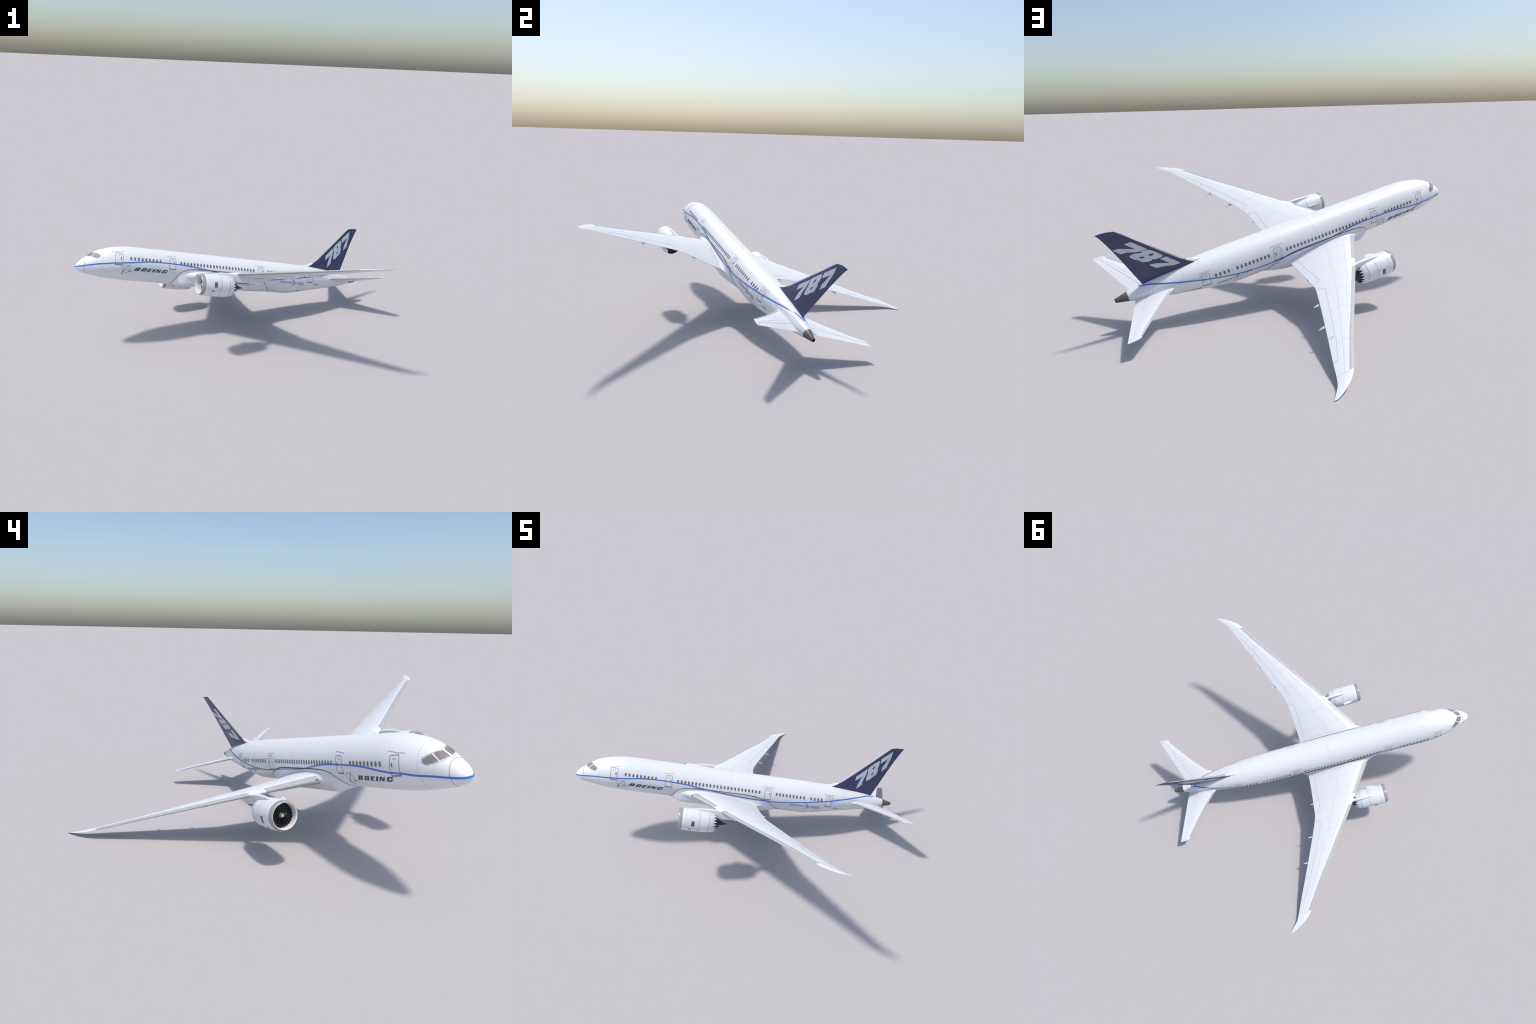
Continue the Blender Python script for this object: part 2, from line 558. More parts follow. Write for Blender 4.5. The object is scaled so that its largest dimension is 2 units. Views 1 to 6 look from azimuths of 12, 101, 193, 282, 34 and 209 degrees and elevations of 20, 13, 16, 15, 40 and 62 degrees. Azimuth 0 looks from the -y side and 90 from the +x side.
ys_h = np.concatenate([np.linspace(.02, .36, 24), np.linspace(.365, .3892, 10)])
for side in (1, -1):
    rows = [[tail_point(y, c, True, side) for c in reversed(cs)] + [tail_point(y, c, False, side) for c in cs[1:]] for y in ys_h]
    V, F = grid(rows, wrap=True, cap0=True, cap1=True)
    stab = add("horizontal_stabilizer", V, F, WINGWHITE, angle=35)
    rows = []
    for y in np.linspace(.084, .3685, 16):
        le, te = float(pch(y, *H_LE)), float(pch(y, *H_TE))
        cu = float(np.interp(y, [.08, .22, .37], [.016, .0135, .0095])) / (te - le)
        k = np.linspace(0, 1, 12)
        rows.append([tail_point(y, cu * (1 - t) ** 2, True, side, .0008) for t in k]
                    + [tail_point(y, cu * t ** 2, False, side, .0008) for t in k[1:]])
    V, F = grid(rows)
    add("leading_edge", V, F, GREY, stab, angle=60)
    tm = tail_map(side)
    L = Marks()
    L.strip([(2.0563, .0512), (2.2152, .3713)], .0013, tm)
    L.dashes([(2.027, .0588), (2.2048, .3738)], .0012, tm)
    L.dashes([(2.1303, .2125), (2.0521, .2161)], .0012, tm)
    L.dashes([(1.945, .080), (2.055, .218), (2.179, .367)], .0011, tm)
    L.dashes([(1.932, .0735), (2.03, .0655)], .0011, tm)
    L.strip([(2.2195, .3715), (2.2400, .3735)], .0011, tm)
    L.dashes([(2.182, .375), (2.206, .3775), (2.242, .3800)], .0011, tm)
    L.done("panel_line", WLINE, stab)["kind"] = "stuff"

# ------------------------------------------------------------------ fin
V_LE = ([.03, .076, .080, .0894, .1000, .1062, .1333, .149, .2015, .243, .3325, .4165, .4200, .4245, .4262],
        [1.706, 1.7095, 1.7131, 1.7480, 1.7720, 1.7900, 1.8265, 1.8410, 1.8936, 1.9370, 2.0315, 2.1190, 2.1340, 2.1510, 2.1690])
V_TE = ([.03, .0441, .399, .4245, .4262], [2.0535, 2.0589, 2.1941, 2.2100, 2.2112])
V_EDGE = ([.03, .0675, .0780, .0880, .1015, .1305, .2195, .4140, .4165],   # where the navy paint begins
          [1.7480, 1.7530, 1.7566, 1.7770, 1.7970, 1.8350, 1.9250, 2.1155, 2.1195])


def fin_y(x, z):
    le, te = float(pch(z, *V_LE)), float(pch(z, *V_TE))
    c = max(0.0, min(1.0, (x - le) / (te - le)))
    t = float(np.interp(z, [.05, .12, .42], [.060, .082, .085]))
    return foil(c, t, 0)[0] * (te - le)


def fin_map(side, off=.0008):
    return lambda x, z: np.array([x, side * (fin_y(x, z) + off), z])


zs_f = np.concatenate([np.linspace(.03, .0755, 6), np.linspace(.077, .108, 16), np.linspace(.112, .15, 9), np.linspace(.16, .41, 22),
                       np.linspace(.4125, .4262, 8)])


def fin_mesh(name, z0, z1, part, mat, parent):
    rows = []
    for z in [z for z in zs_f if z0 - 1e-6 <= z <= z1 + 1e-6]:
        le, te, ed = (float(np.interp(z, *V_EDGE)) if T is V_EDGE else float(pch(z, *T)) for T in (V_LE, V_TE, V_EDGE))
        if z > .4165:
            ed = le
        ed = max(ed, le)
        if part == "front":
            X = [le + (ed - le) * k * k for k in np.linspace(0, 1, 13)]
        else:
            X = [ed + (te - ed) * (k ** 1.3 if ed <= le + 1e-6 else k) for k in np.linspace(0, 1, 33)]
        if part == "front":
            rows.append([(x, fin_y(x, z), z) for x in reversed(X)] + [(x, -fin_y(x, z), z) for x in X[1:]])
        else:
            rows.append([(x, fin_y(x, z), z) for x in X] + [(x, -fin_y(x, z), z) for x in reversed(X)])
    V, F = grid(rows, wrap=(part != "front"), cap1=(part != "front"))
    return add(name, V, F, mat, parent, angle=35)


ZS = zs_f[np.argmin(abs(zs_f - .106))]
fin = fin_mesh("vertical_stabilizer", .03, .43, "rear", NAVY, root)
fin_mesh("leading_edge", ZS, .4165, "front", GREY, fin)
fin_mesh("dorsal_fillet", .03, ZS, "front", WHITE, fin)


def smooth_loop(P, n=6, closed=True):
    """Catmull-Rom through the points; doubled points stay sharp"""
    out = []
    N = len(P)
    for i in range(N):
        p0, p1, p2, p3 = (np.array(P[(i + k) % N], float) for k in (-1, 0, 1, 2))
        if np.allclose(p1, p2):
            continue
        if np.allclose(p0, p1): p0 = p1 - (p2 - p1)
        if np.allclose(p2, p3): p3 = p2 + (p2 - p1)
        for k in range(n):
            t = k / n
            out.append(tuple(.5 * ((2 * p1) + (-p0 + p2) * t + (2 * p0 - 5 * p1 + 4 * p2 - p3) * t * t + (-p0 + 3 * p1 - 3 * p2 + p3) * t ** 3)))
    return out


def sharp(P, S):
    return [q for i, p in enumerate(P) for q in ([p, p] if i in S else [p])]


SEVEN_A = [(1.9118, .1758), (1.9801, .2453), (1.9801, .2022), (1.9699, .1588), (1.9674, .1192), (1.9341, .0826), (1.9365, .1148), (1.9455, .1523), (1.9591, .1887), (1.9129, .1415)]
SEVEN_B = [(2.0618, .3303), (2.1305, .3985), (2.1317, .352), (2.1216, .3063), (2.1169, .2715), (2.0843, .2369), (2.0856, .2684), (2.0964, .3026), (2.11, .3414), (2.0638, .2962)]
EIGHT = [(2.048, .3145), (2.0557, .3024), (2.0579, .2791), (2.0524, .262), (2.0582, .2465), (2.0537, .21), (2.0395, .193), (2.0, .1556), (1.9888, .1646), (1.9876, .1854), (1.9911, .2098), (1.9865, .227), (1.9899, .2572)]
E_H1 = [(2.0262, .2729), (2.0283, .2599), (2.0179, .245), (2.0161, .2566)]
E_H2 = [(2.029, .2258), (2.0293, .2139), (2.0188, .1989), (2.0185, .2108)]
SEVEN_C = [(1.9001, .1729), (1.8322, .1007), (1.8735, .1033), (1.9291, .1181), (1.9652, .1213), (1.9993, .1564), (1.9708, .1544), (1.939, .1451), (1.8893, .1239), (1.9361, .1726)]
SEVEN_D = [(2.0547, .3299), (1.9857, .2567), (2.0282, .2573), (2.0859, .2743), (2.1197, .2773), (2.1533, .3125), (2.12, .3112), (2.0849, .2973), (2.0438, .28), (2.091, .3302)]
EIGHT_S = [(1.9753, .2472), (1.9269, .2002), (1.9169, .1865), (1.9262, .1794), (1.9574, .1794), (1.9728, .1854), (1.986, .1785), (2.0227, .1858), (2.0395, .2004), (2.0764, .2336), (2.0808, .2477), (2.0686, .2547), (2.0441, .2534), (2.0245, .2466), (2.009, .2538)]
E_H3 = [(1.9734, .2223), (1.9597, .2127), (1.9764, .2089), (1.9892, .22)]
E_H4 = [(2.0215, .2228), (2.0086, .2129), (2.0244, .2104), (2.037, .2211)]
C7 = (0, 1, 4, 5, 8, 9)
for side, sevens, eight, holes, w in ((-1, (SEVEN_A, SEVEN_B), EIGHT, (E_H1, E_H2), (3, 10)), (1, (SEVEN_C, SEVEN_D), EIGHT_S, (E_H3, E_H4), (5, 13))):
    fm = fin_map(side)
    for s7 in sevens:
        Marks().fill(smooth_loop(sharp(s7, C7)), [], fm, .012).done("tail_numeral", DIGIT, fin)
    Marks().fill(smooth_loop(sharp(eight, w)), [smooth_loop(h) for h in holes], fm, .012).done("tail_numeral", DIGIT, fin)
    Marks().strip([(2.1713, .4200), (2.0978, .3027), (2.0445, .2097), (1.9640, .0760)], .0013, fin_map(side, .0012)).done("rudder_hinge_line", DARKLINE, fin)

# ------------------------------------------------------------------ engines
EY, EZ = .393, -.1245
NAC = ([.7015, .7032, .7068, .7148, .7255, .745, .77, .79, .83, .87, .90, .915, .930, .947],
       [.0602, .0625, .0648, .0670, .0686, .0703, .0711, .0712, .0706, .0690, .0664, .0632, .0582, .0512])
NP = 160
TEETH = 20


def nac_point(x, phi, off=0.0):
    """phi measured from the top towards outboard; the inlet lip is raked, top leading"""
    r = float(pch(x, *NAC)) + off
    rake = -.0045 * math.cos(phi) * max(0, 1 - (x - .7015) / .05)
    return np.array([x + rake, r * math.sin(phi), r * math.cos(phi)])


def engine_map(side, off=.0007):
    def f(x, s):
        p = nac_point(x, s / .07, off)
        return np.array([p[0], side * (EY + p[1]), EZ + p[2]])
    return f


def place(side, p):
    return (p[0], side * (EY + p[1]), EZ + p[2])


PHI = [2 * math.pi * j / NP for j in range(NP)]
for side in (1, -1):
    # outer cowl, ending in chevrons
    rows = []
    for x in list(np.linspace(.7255, .915, 30)):
        rows.append([place(side, nac_point(x, a)) for a in PHI])
    per = NP // TEETH
    tri = [1 - abs((j % per) / per * 2 - 1) for j in range(NP)]
    for k in (.25, .5, .75, 1.0):
        rows.append([place(side, nac_point(.915 + k * (.004 + .022 * tri[j]), a)) for j, a in enumerate(PHI)])
    for k in (1.0, .6, 0):      # inner skin
        rows.append([place(side, nac_point(.915 + k * (.004 + .022 * tri[j]), a, -.0012)) for j, a in enumerate(PHI)])
    V, F = grid(rows, wrap=True)
    nac = add("engine_nacelle", V, F, WHITE, angle=45)
    # polished inlet lip and inlet barrel
    rows = [[place(side, nac_point(x, a, .0002 if x > .704 else 0)) for a in PHI] for x in (.7262, .7255, .7205, .7150, .7105, .7068, .7045, .7032, .7022, .7015)]
    V, F = grid(rows, wrap=True)
    add("inlet_lip", V, F, LIPMETAL, nac, angle=60)

    def barrel(x, r, a):
        rake = -.0045 * math.cos(a) * max(0, 1 - (x - .7015) / .04)
        return place(side, (x + rake, r * math.sin(a), r * math.cos(a)))
    rows = [[barrel(x, r, a) for a in PHI] for x, r in ((.7015, .0602), (.7020, .0590), (.7035, .0582), (.707, .0574), (.714, .0568), (.725, .0565), (.758, .0565))]
    V, F = grid(rows, wrap=True, cap1=False)
    add("inlet_barrel", V, F, INLET, nac, angle=60)
    # fan: dark back disc, swept blades, metal spinner
    c0 = (0.7470, side * EY, EZ)
    V = [c0] + [barrel(.7470, .0567, a) for a in PHI]
    F = [(0, 1 + j, 1 + (j + 1) % NP) for j in range(NP)]
    add("fan_disc", V, F, FANBLACK, nac, smooth=False)
    rows = [[(x, c0[1] + r * math.sin(a), c0[2] + r * math.cos(a)) for a in np.linspace(0, 2 * math.pi, 40, endpoint=False)]
            for x, r in ((.7470, .0140), (.741, .0134), (.734, .0112), (.725, .0078), (.7188, .0040), (.7172, .0008))]
    V, F = grid(rows, wrap=True, cap1=True)
    add("spinner", V, F, SPINNER, nac, angle=60)
    brows = []
    for r in np.linspace(.0115, .0560, 12):
        u = (r - .0115) / .0445
        sweep = .30 * math.sin(u * math.pi * .9) - .22 * u      # curved leading edge
        pitch = .55 + .55 * u
        wdt = .0105
        line = []
        for t in (-.5, -.2, .2, .5):
            a = sweep + t * wdt * math.cos(math.pi / 2 - pitch) / r * 1.0
            line.append((t * wdt * math.cos(pitch), r * math.sin(a), r * math.cos(a)))
        brows.append(line)
    V, F = grid(brows)
    first = None
    for k in range(22):
        if first is None:
            first = add("fan_blade", V, F, FANBLACK, nac)
            sm = first.modifiers.new("thickness", "SOLIDIFY"); sm.thickness = .0006
            ob = first
        else:
            ob = first.copy()
            scene.collection.objects.link(ob)
            ob.parent = nac
        ob.location = (.7385, side * EY, EZ)
        ob.rotation_euler = (2 * math.pi * k / 22, 0, 0)
    # dark duct, core cowl, exhaust plug
    ring = lambda x, r, dz=0.0: [(x, side * EY + r * math.sin(a), EZ + dz + r * math.cos(a)) for a in np.linspace(0, 2 * math.pi, 72, endpoint=False)]
    V, F = grid([ring(.900, .0645), ring(.914, .0618), ring(.914, .045), ring(.925, .0435), ring(.940, .0385), ring(.957, .0305), ring(.9575, .0290), ring(.945, .0280)], wrap=True, cap1=True)
    add("core_nozzle", V, F, COREDARK, nac, angle=30)
    V, F = grid([ring(.944, .0172), ring(.956, .0165, -.0004), ring(.975, .0115, -.0012), ring(.995, .0050, -.0022), ring(1.0096, .0006, -.0030)], wrap=True, cap1=True)
    add("exhaust_plug", V, F, PLUGBLUE, nac, angle=60)

    # pylon
    rows = []
    for x, zt, zb, hw in ((.786, -.0535, -.0580, .0012), (.800, -.0480, -.0640, .0034), (.82, -.0430, -.068, .0056), (.86, -.0385, -.072, .0080), (.90, -.0370, -.080, .0094),
                          (.935, -.0372, -.0935, .0102), (.955, -.040, -.0972, .0106), (1.0, -.046, -.0982, .0108), (1.046, -.050, -.0978, .0104),
                          (1.075, -.052, -.0925, .0095), (1.11, -.054, -.083, .0078), (1.15, -.055, -.071, .0052), (1.185, -.056, -.0605, .0020)):
        loop = []
        for k in range(24):
            a = 2 * math.pi * k / 24
            cx, sz = math.cos(a), math.sin(a)
            loop.append((x, side * (EY + hw * math.copysign(abs(cx) ** .45, cx)), (zt + zb) / 2 + (zt - zb) / 2 * math.copysign(abs(sz) ** .45, sz)))
        rows.append(loop)
    V, F = grid(rows, wrap=True, cap0=True, cap1=True)
    pyl = add("engine_pylon", V, F, WHITE, nac, angle=50)
    rows = [[(x, side * EY + w * s, z) for s, z in ((-1, -.0948), (1, -.0948), (1, zb), (-1, zb))] for x, zb, w in ((.944, -.0995, .0108), (.96, -.0998, .0116), (1.047, -.0995, .0113))]
    V, F = grid(rows, wrap=True, cap0=True, cap1=True)
    add("heat_shield", V, F, DARKLINE, pyl, smooth=False)
    P = Marks()
    for s in (1, -1):
        pm = lambda x, z, s=s: np.array([x, side * EY + s * (float(np.interp(x, [.82, .86, .9, .935, .955, 1.0, 1.046], [.0056, .0080, .0094, .0102, .0106, .0108, .0104])) + .0006), z])
        P.dashes([(.9495, -.050), (.9535, -.094)], .0011, pm)
        P.strip([(1.044, -.058), (1.046, -.094)], .0012, pm)
        P.dashes([(.833, -.044), (.836, -.062)], .0011, pm)
    P.done("panel_line", LINE, pyl)["kind"] = "stuff"

    # inboard chine
    a0 = -math.radians(59)
    er = np.array([math.sin(a0), math.cos(a0)]); et = np.array([math.cos(a0), -math.sin(a0)])
    V = []
    prof = [(.764, .0700, .0702), (.773, .0700, .0778), (.785, .0700, .0835), (.803, .0700, .0880), (.832, .0690, .0905), (.835, .0690, .0700)]
    rows = []
    for x, r0, r1 in prof:
        rows.append([place(side, (x, *(er * r + et * t))) for r, t in ((r0 - .002, .0011), (r1, .0004), (r1, -.0004), (r0 - .002, -.0011))])
    V, F = grid(rows, wrap=True, cap0=True, cap1=True)
    add("nacelle_chine", V, F, WHITE, nac, angle=30)

    # seams and markings
    em = engine_map(side)
    deg = lambda d: math.radians(d) * .07
    L = Marks()
    for x in (.748, .8265, .8895):
        for k in range(54):
            b = k * 360 / 54
            if x > .8 and (b < 12 or b > 348): continue
            L.strip([(x, deg(b)), (x, deg(b + 3.4))], .0013, em, .004)
    for x in (.834, .8925):
        L.strip([(x, deg(b)) for b in range(12, 349, 6)], .0011, em)
    for b in (67, 113, -67, -113):
        L.dashes([(.748, deg(b)), (.8265, deg(b))], .0012, em)
    L.done("panel_line", LINE, nac)["kind"] = "stuff"
    Marks().fill([(.7825, deg(72)), (.802, deg(72)), (.802, deg(99)), (.7825, deg(99))], [], em).done("engine_badge", MARK, nac)
    B = Marks()
    em2 = engine_map(side, .0011)
    for d0, d1 in ((76, 81), (83, 88), (90, 95)):
        B.fill([(.788, deg(d0)), (.7965, deg(d0)), (.7965, deg(d1)), (.788, deg(d1))], [], em2)
    B.done("badge_emblem", MARKLIGHT, nac)
    G_ = Marks()
    for s in (1, -1):
        G_.fill([(.769, deg(116.5 * s)), (.776, deg(116.5 * s)), (.776, deg(123 * s)), (.769, deg(123 * s))], [], em)
        G_.fill([(.7805, deg(116.5 * s)), (.788, deg(116.5 * s)), (.788, deg(123 * s)), (.7805, deg(123 * s))], [], em)
    G_.done("cowl_placard", DARKLINE, nac)
    R_ = Marks()
    for s in (1, -1):
        R_.strip([(.7783, deg(b * s)) for b in range(114, 168, 3)], .0012, em2)
    R_.done("warning_line", RED, nac)

# ------------------------------------------------------------------ cabin windows
def rounded(w, h, r, n=6):
    out = []
    for cx, cy, a0 in ((w/2 - r, h/2 - r, 0), (-w/2 + r, h/2 - r, 90), (-w/2 + r, -h/2 + r, 180), (w/2 - r, -h/2 + r, 270)):
        for k in range(n + 1):
            a = math.radians(a0 + 90 * k / n)
            out.append((cx + r * math.cos(a), cy + r * math.sin(a)))
    return out


xw = ([.3335 + i * .1927 / 8 for i in range(9)] + [.672 + i * .5547 / 23 for i in range(24)]
      + [1.3475 + i * .1935 / 8 for i in range(9)] + [1.5933 + i * .0735 / 3 for i in range(4)])
C0, H0, W0 = section(.8)


def pane_map(x, z):
    th = math.acos(max(-1, min(1, (z - C0) / H0)))
    return np.array([x, (W0 + .0011) * math.sin(th), C0 + (H0 + .0011) * math.cos(th)])


pane = None
for side in (1, -1):
    for x in xw:
        if pane is None:
            # pane with its own small rim depth
            m = Marks().fill(rounded(.0112, .0205, .0050), [], pane_map, .005)
            pane = m.done("cabin_window", GLASS, fuselage)
            ob = pane
        else:
            ob = pane.copy()
            scene.collection.objects.link(ob)
            ob.parent = fuselage
        c, h, w = section(x)
        c1, h1, w1 = section(x + .005); c2, h2, w2 = section(x - .005)
        ref = W0 * math.sqrt(1 - ((0 - C0) / H0) ** 2)
        yy = w * math.sqrt(1 - ((0 - c) / h) ** 2)
        slope = math.atan2(w1 - w2, .01)
        ob.location = (x, side * (yy - ref), 0 if x < 1.5 else -.001)
        ob.rotation_euler = (0, 0, slope if side > 0 else math.pi - slope)

# ------------------------------------------------------------------ cockpit glazing
SIDE_PANE = [(.1408, 54.5), (.1135, 33.2), (.0875, 44.2), (.1000, 55), (.1234, 64.8), (.1370, 62.6)]
FRONT_PANE = [(.1100, 29.0), (.1010, 16.5), (.0925, 4.3), (.0885, 3.4), (.0680, 4.4), (.0650, 7.5), (.0720, 26), (.0822, 40.0), (.0850, 40.6)]
for s in (1, -1):
    for poly in (SIDE_PANE, FRONT_PANE):
        P = [(x, s * math.radians(d) * TS) for x, d in poly]
        Marks().fill(P, [], girth_map(.0007), .004).done("cockpit_window", COCKPIT, fuselage)
frame = Marks()
FRAME = [(.0955, 0), (.0965, 4), (.1045, 16.5), (.1135, 29.0), (.1180, 33), (.1435, 51.0), (.1450, 62.5), (.1240, 67.5), (.0985, 57.5), (.0845, 46.5), (.0795, 43), (.0690, 27), (.0610, 8), (.0615, 0)]
for s in (1, -1):
    frame.strip([(x, s * math.radians(d) * TS) for x, d in FRAME], .0010, girth_map(.0008), .004)
    inner = [(.0950 + .0, 2.2), (.1025, 16.5), (.1115, 29.5), (.1160, 33), (.1418, 52.3), (.1430, 62.3), (.1238, 66.0), (.0990, 56.3), (.0860, 45.5)]
    frame.dashes([(x, s * math.radians(d) * TS) for x, d in inner], .0010, girth_map(.0008), .003, .0035)
frame.done("window_frame_line", LINE, fuselage)

# ------------------------------------------------------------------ doors
for side in (1, -1):
    f = side_map(side, .0007)
    f2 = side_map(side, .0010)
    for x0, x1, zt, zb, drip in ((.2330, .2785, .0285, -.0470, ((.211, .031), (.236, .0335), (.290, .0428))),
                                 (.5910, .6350, .0293, -.0445, ((.5735, .0385), (.643, .0450))),
                                 (1.2660, 1.3115, .0285, -.0455, ((1.2446, .0390), (1.3281, .0380))),
                                 (1.7093, 1.7560, .0262, -.0490, ((1.693, .0353), (1.768, .0346)))):
        r = .007
        pts = [(x0, zb), (x0, zt - r), (x0 + .3 * r, zt - .3 * r), (x0 + r, zt), (x1 - r, zt), (x1 - .3 * r, zt - .3 * r), (x1, zt - r), (x1, zb)]
        door = Marks().strip(pts, .0019, f).done("door", DARKLINE, fuselage)
        Marks().strip([(x0 - .001, zb), (x1 + .001, zb)], .0038, f2).done("door_sill", BLACK, door)
        xc = (x0 + x1) / 2
        win = [(p[0] + xc - .001, p[1] + zt - .0120) for p in rounded(.0150, .0046, .0022, 3)]
        Marks().strip(win, .0012, f, .003, closed=True).done("door_window", LINE, door)
        Marks().fill([(p[0] + x1 - .0105, p[1] - .0045 - (.0 if x0 < 1.5 else .002)) for p in rounded(.0058, .0170, .0024, 3)], [], f2).done("door_handle", GLASS, door)
        pl = Marks()
        for dz in (.004, -.006, -.015):
            pl.fill([(p[0] + xc - .001, p[1] + dz - .004) for p in rounded(.0026, .0022, .0008, 2)], [], f)
        pl.done("door_placard", paint("faded_red", (.70, .60, .61), .5) if "faded_red" not in bpy.data.materials else bpy.data.materials["faded_red"], door)
        Marks().strip(drip, .0015, f).done("drip_rail", LINE, door)

# aft cargo hatch to port, hold door seams to starboard
f = side_map(-1)
hatch = Marks().strip([(1.6362, -.1215), (1.6330, -.0760), (1.6360, -.0720), (1.6760, -.0718), (1.6795, -.0755), (1.6847, -.1155)], .0014, f).done("cargo_hatch", DARKLINE, fuselage)
Marks().strip([(1.6355, -.1215), (1.6665, -.1180)], .0026, side_map(-1, .0010)).done("hatch_sill", BLACK, hatch)
Marks().fill([(p[0] + 1.657, p[1] - .0800) for p in rounded(.013, .004, .0018, 3)], [], f).done("hatch_handle", LINE, hatch)
f = side_map(1)
L = Marks()
for x in (.3870, .4930, 1.4270, 1.5340):
    L.strip([(x, -.0580 if x > 1 else -.0755), (x + .001, -.0800), (x + .002, -.100), (x + .004, -.118)], .0010, f)
L.strip([(.387, -.0545), (.493, -.0545)], .0008, f)
L.done("hold_door_line", LINE, fuselage)

# ------------------------------------------------------------------ hull seams
L = Marks()
gm = girth_map(.0007)
L.strip([(SEAM, math.radians(d) * TS) for d in range(-180, 181, 4)], .0012, gm)
L.done("radome_seam", DARKLINE, fuselage)
L = Marks()
for x, n in ((.1575, 52), (1.026, 64), (1.8445, 46)):
    for k in range(n):
        b = k * 360 / n
        if x == 1.026 and 95 < b < 265: continue
        L.strip([(x, math.radians(b) * TS), (x, math.radians(b + 165 / n) * TS)], .0014, gm, .004)
for s in (1, -1):
    L.dashes([(2.149, s * math.radians(b) * TS * .27) for b in range(0, 181, 10)], .0012, lambda x, q: hull(x, q / TS / .27, .0007), .003, .003)
L.done("rivet_line", LINE, fuselage)["kind"] = "stuff"
L = Marks()
for s in (1, -1):
    L.strip([(2.030, s * math.radians(52) * TS), (2.09, s * math.radians(53) * TS), (2.149, s * math.radians(52) * TS)], .0013, gm)
    f = side_map(s)
    L.strip([(1.962, .006), (1.985, -.006), (2.02, -.014), (2.11, -.018)], .0011, f)
    L.strip([(1.955, -.012), (1.952, -.026), (1.958, -.032), (2.01, -.024), (2.09, -.0195)], .0011, f)
    L.strip([(1.72, .0125), (1.93, .016), (2.00, .020)], .0009, f)
L.done("tail_seam", LINE, fuselage)

# edge of the belly fairing
E_ = Marks()
for s in (1, -1):
    pts = []
    for d in list(range(178, 112, -6)) + list(range(112, 92, -3)) + [91.5, 90.3, 89.2]:
        pts.append((fairing_ends(math.radians(d))[0] - .0006, s * math.radians(d) * TS))
    for x in np.linspace(.86, 1.12, 14):
        pts.append((x, s * math.radians(88.4) * TS))
    for d in [88.7, 89.6, 91, 93, 96, 99, 103] + list(range(107, 142, 5)) + list(range(145, 180, 6)):
        pts.append((fairing_ends(math.radians(d))[1] + .0006, s * math.radians(d) * TS))
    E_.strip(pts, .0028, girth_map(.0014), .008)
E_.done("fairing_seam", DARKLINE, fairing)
for s in (1, -1):       # added black ridge, painted crease shade under the widest line of the body
    rows = []
    for x in np.linspace(.70, 1.33, 90):
        d = float(np.interp(x, [.70, .733, .775, .84, 1.13, 1.166, 1.2236, 1.29, 1.33], [98, 92.3, 90, 88.9, 88.9, 89.4, 93.5, 103.5, 115]))
        g = .0036 * smoothstep(.70, .86, x) * (1 - smoothstep(1.20, 1.33, x)) + .0006
        rows.append([hull(x, s * math.radians(d + dd), o) for dd, o in ((-.9, .0004), (-.3, g), (.5, g + .0004), (1.3, .0002))])
    V, F = grid(rows)
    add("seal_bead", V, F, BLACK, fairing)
FL = Marks()
for s in (1, -1):
    def fm_(x, z, s=s):
        ang = math.acos(max(-1, min(1, (z + .033) / .1155)))
        r = fairing_radius(x, ang) + .0016
        return np.array([x, s * r * math.sin(ang), -.033 + r * math.cos(ang)])
    FL.dashes([(.70, -.0620), (.725, -.0490), (.77, -.0390), (.83, -.0365)], .0010, fm_)
    FL.dashes([(1.19, -.0440), (1.25, -.0560), (1.30, -.0700)], .0010, fm_)
    FL.strip([(.742, -.1150), (.7700, -.1150), (.7700, -.1250), (.742, -.1270)], .0012, fm_, .004)
    FL.dashes([(.726, -.050), (.720, -.090), (.722, -.128)], .0011, fm_)
    FL.dashes([(.80, -.037), (.802, -.055)], .0010, fm_)
    FL.dashes([(1.20, -.043), (1.205, -.075)], .0010, fm_)
FL.done("rivet_line", LINE, fairing)["kind"] = "stuff"

# ------------------------------------------------------------------ blue cheat line
PORT = [(0, -80), (.0031, -84), (.02, -90), (.0535, -92.7), (.10, -93.4), (.1511, -93.2), (.2314, -90.1), (.2759, -88.9), (.3444, -85.4), (.4174, -80.3),
        (.4665, -78.1), (.5311, -76.9), (.5864, -77.0), (.6321, -77.7), (.6778, -78.2), (.7188, -79.2), (.7708, -81.7), (.8233, -85.4),
        (.9025, -90.0), (.9823, -94.5), (1.0627, -98.0), (1.1014, -100.2), (1.1958, -102.4), (1.2905, -103.0), (1.3664, -102.0), (1.4165, -99.4),
        (1.5099, -92.1), (1.6049, -87.0), (1.669, -84.3), (1.7339, -80.6), (1.7994, -74.8), (1.8662, -66.2), (1.9348, -53.5), (1.9921, -37.9), (2.03, -24), (2.0461, -18.3), (2.068, -9), (2.083, 0)]
STBD = [(0, 80), (.0031, 84), (.0147, 90), (.0535, 93.5), (.10, 94.6), (.153, 94.9), (.2304, 89.9), (.2723, 89.1), (.3346, 86.3), (.435, 79.5), (.5249, 76.9), (.6135, 76.2),
        (.6802, 76), (.7668, 78.3), (.8461, 83.4), (.9172, 88.6), (1.0371, 91.6), (1.1658, 94.0), (1.2618, 98.0), (1.3384, 99.8), (1.3804, 99.8), (1.4602, 97.8), (1.5489, 92.0),
        (1.6341, 88.0), (1.7054, 84.0), (1.84, 70.3), (1.9434, 51.8), (2.0144, 29.8), (2.0515, 14), (2.068, 8), (2.083, 0)]
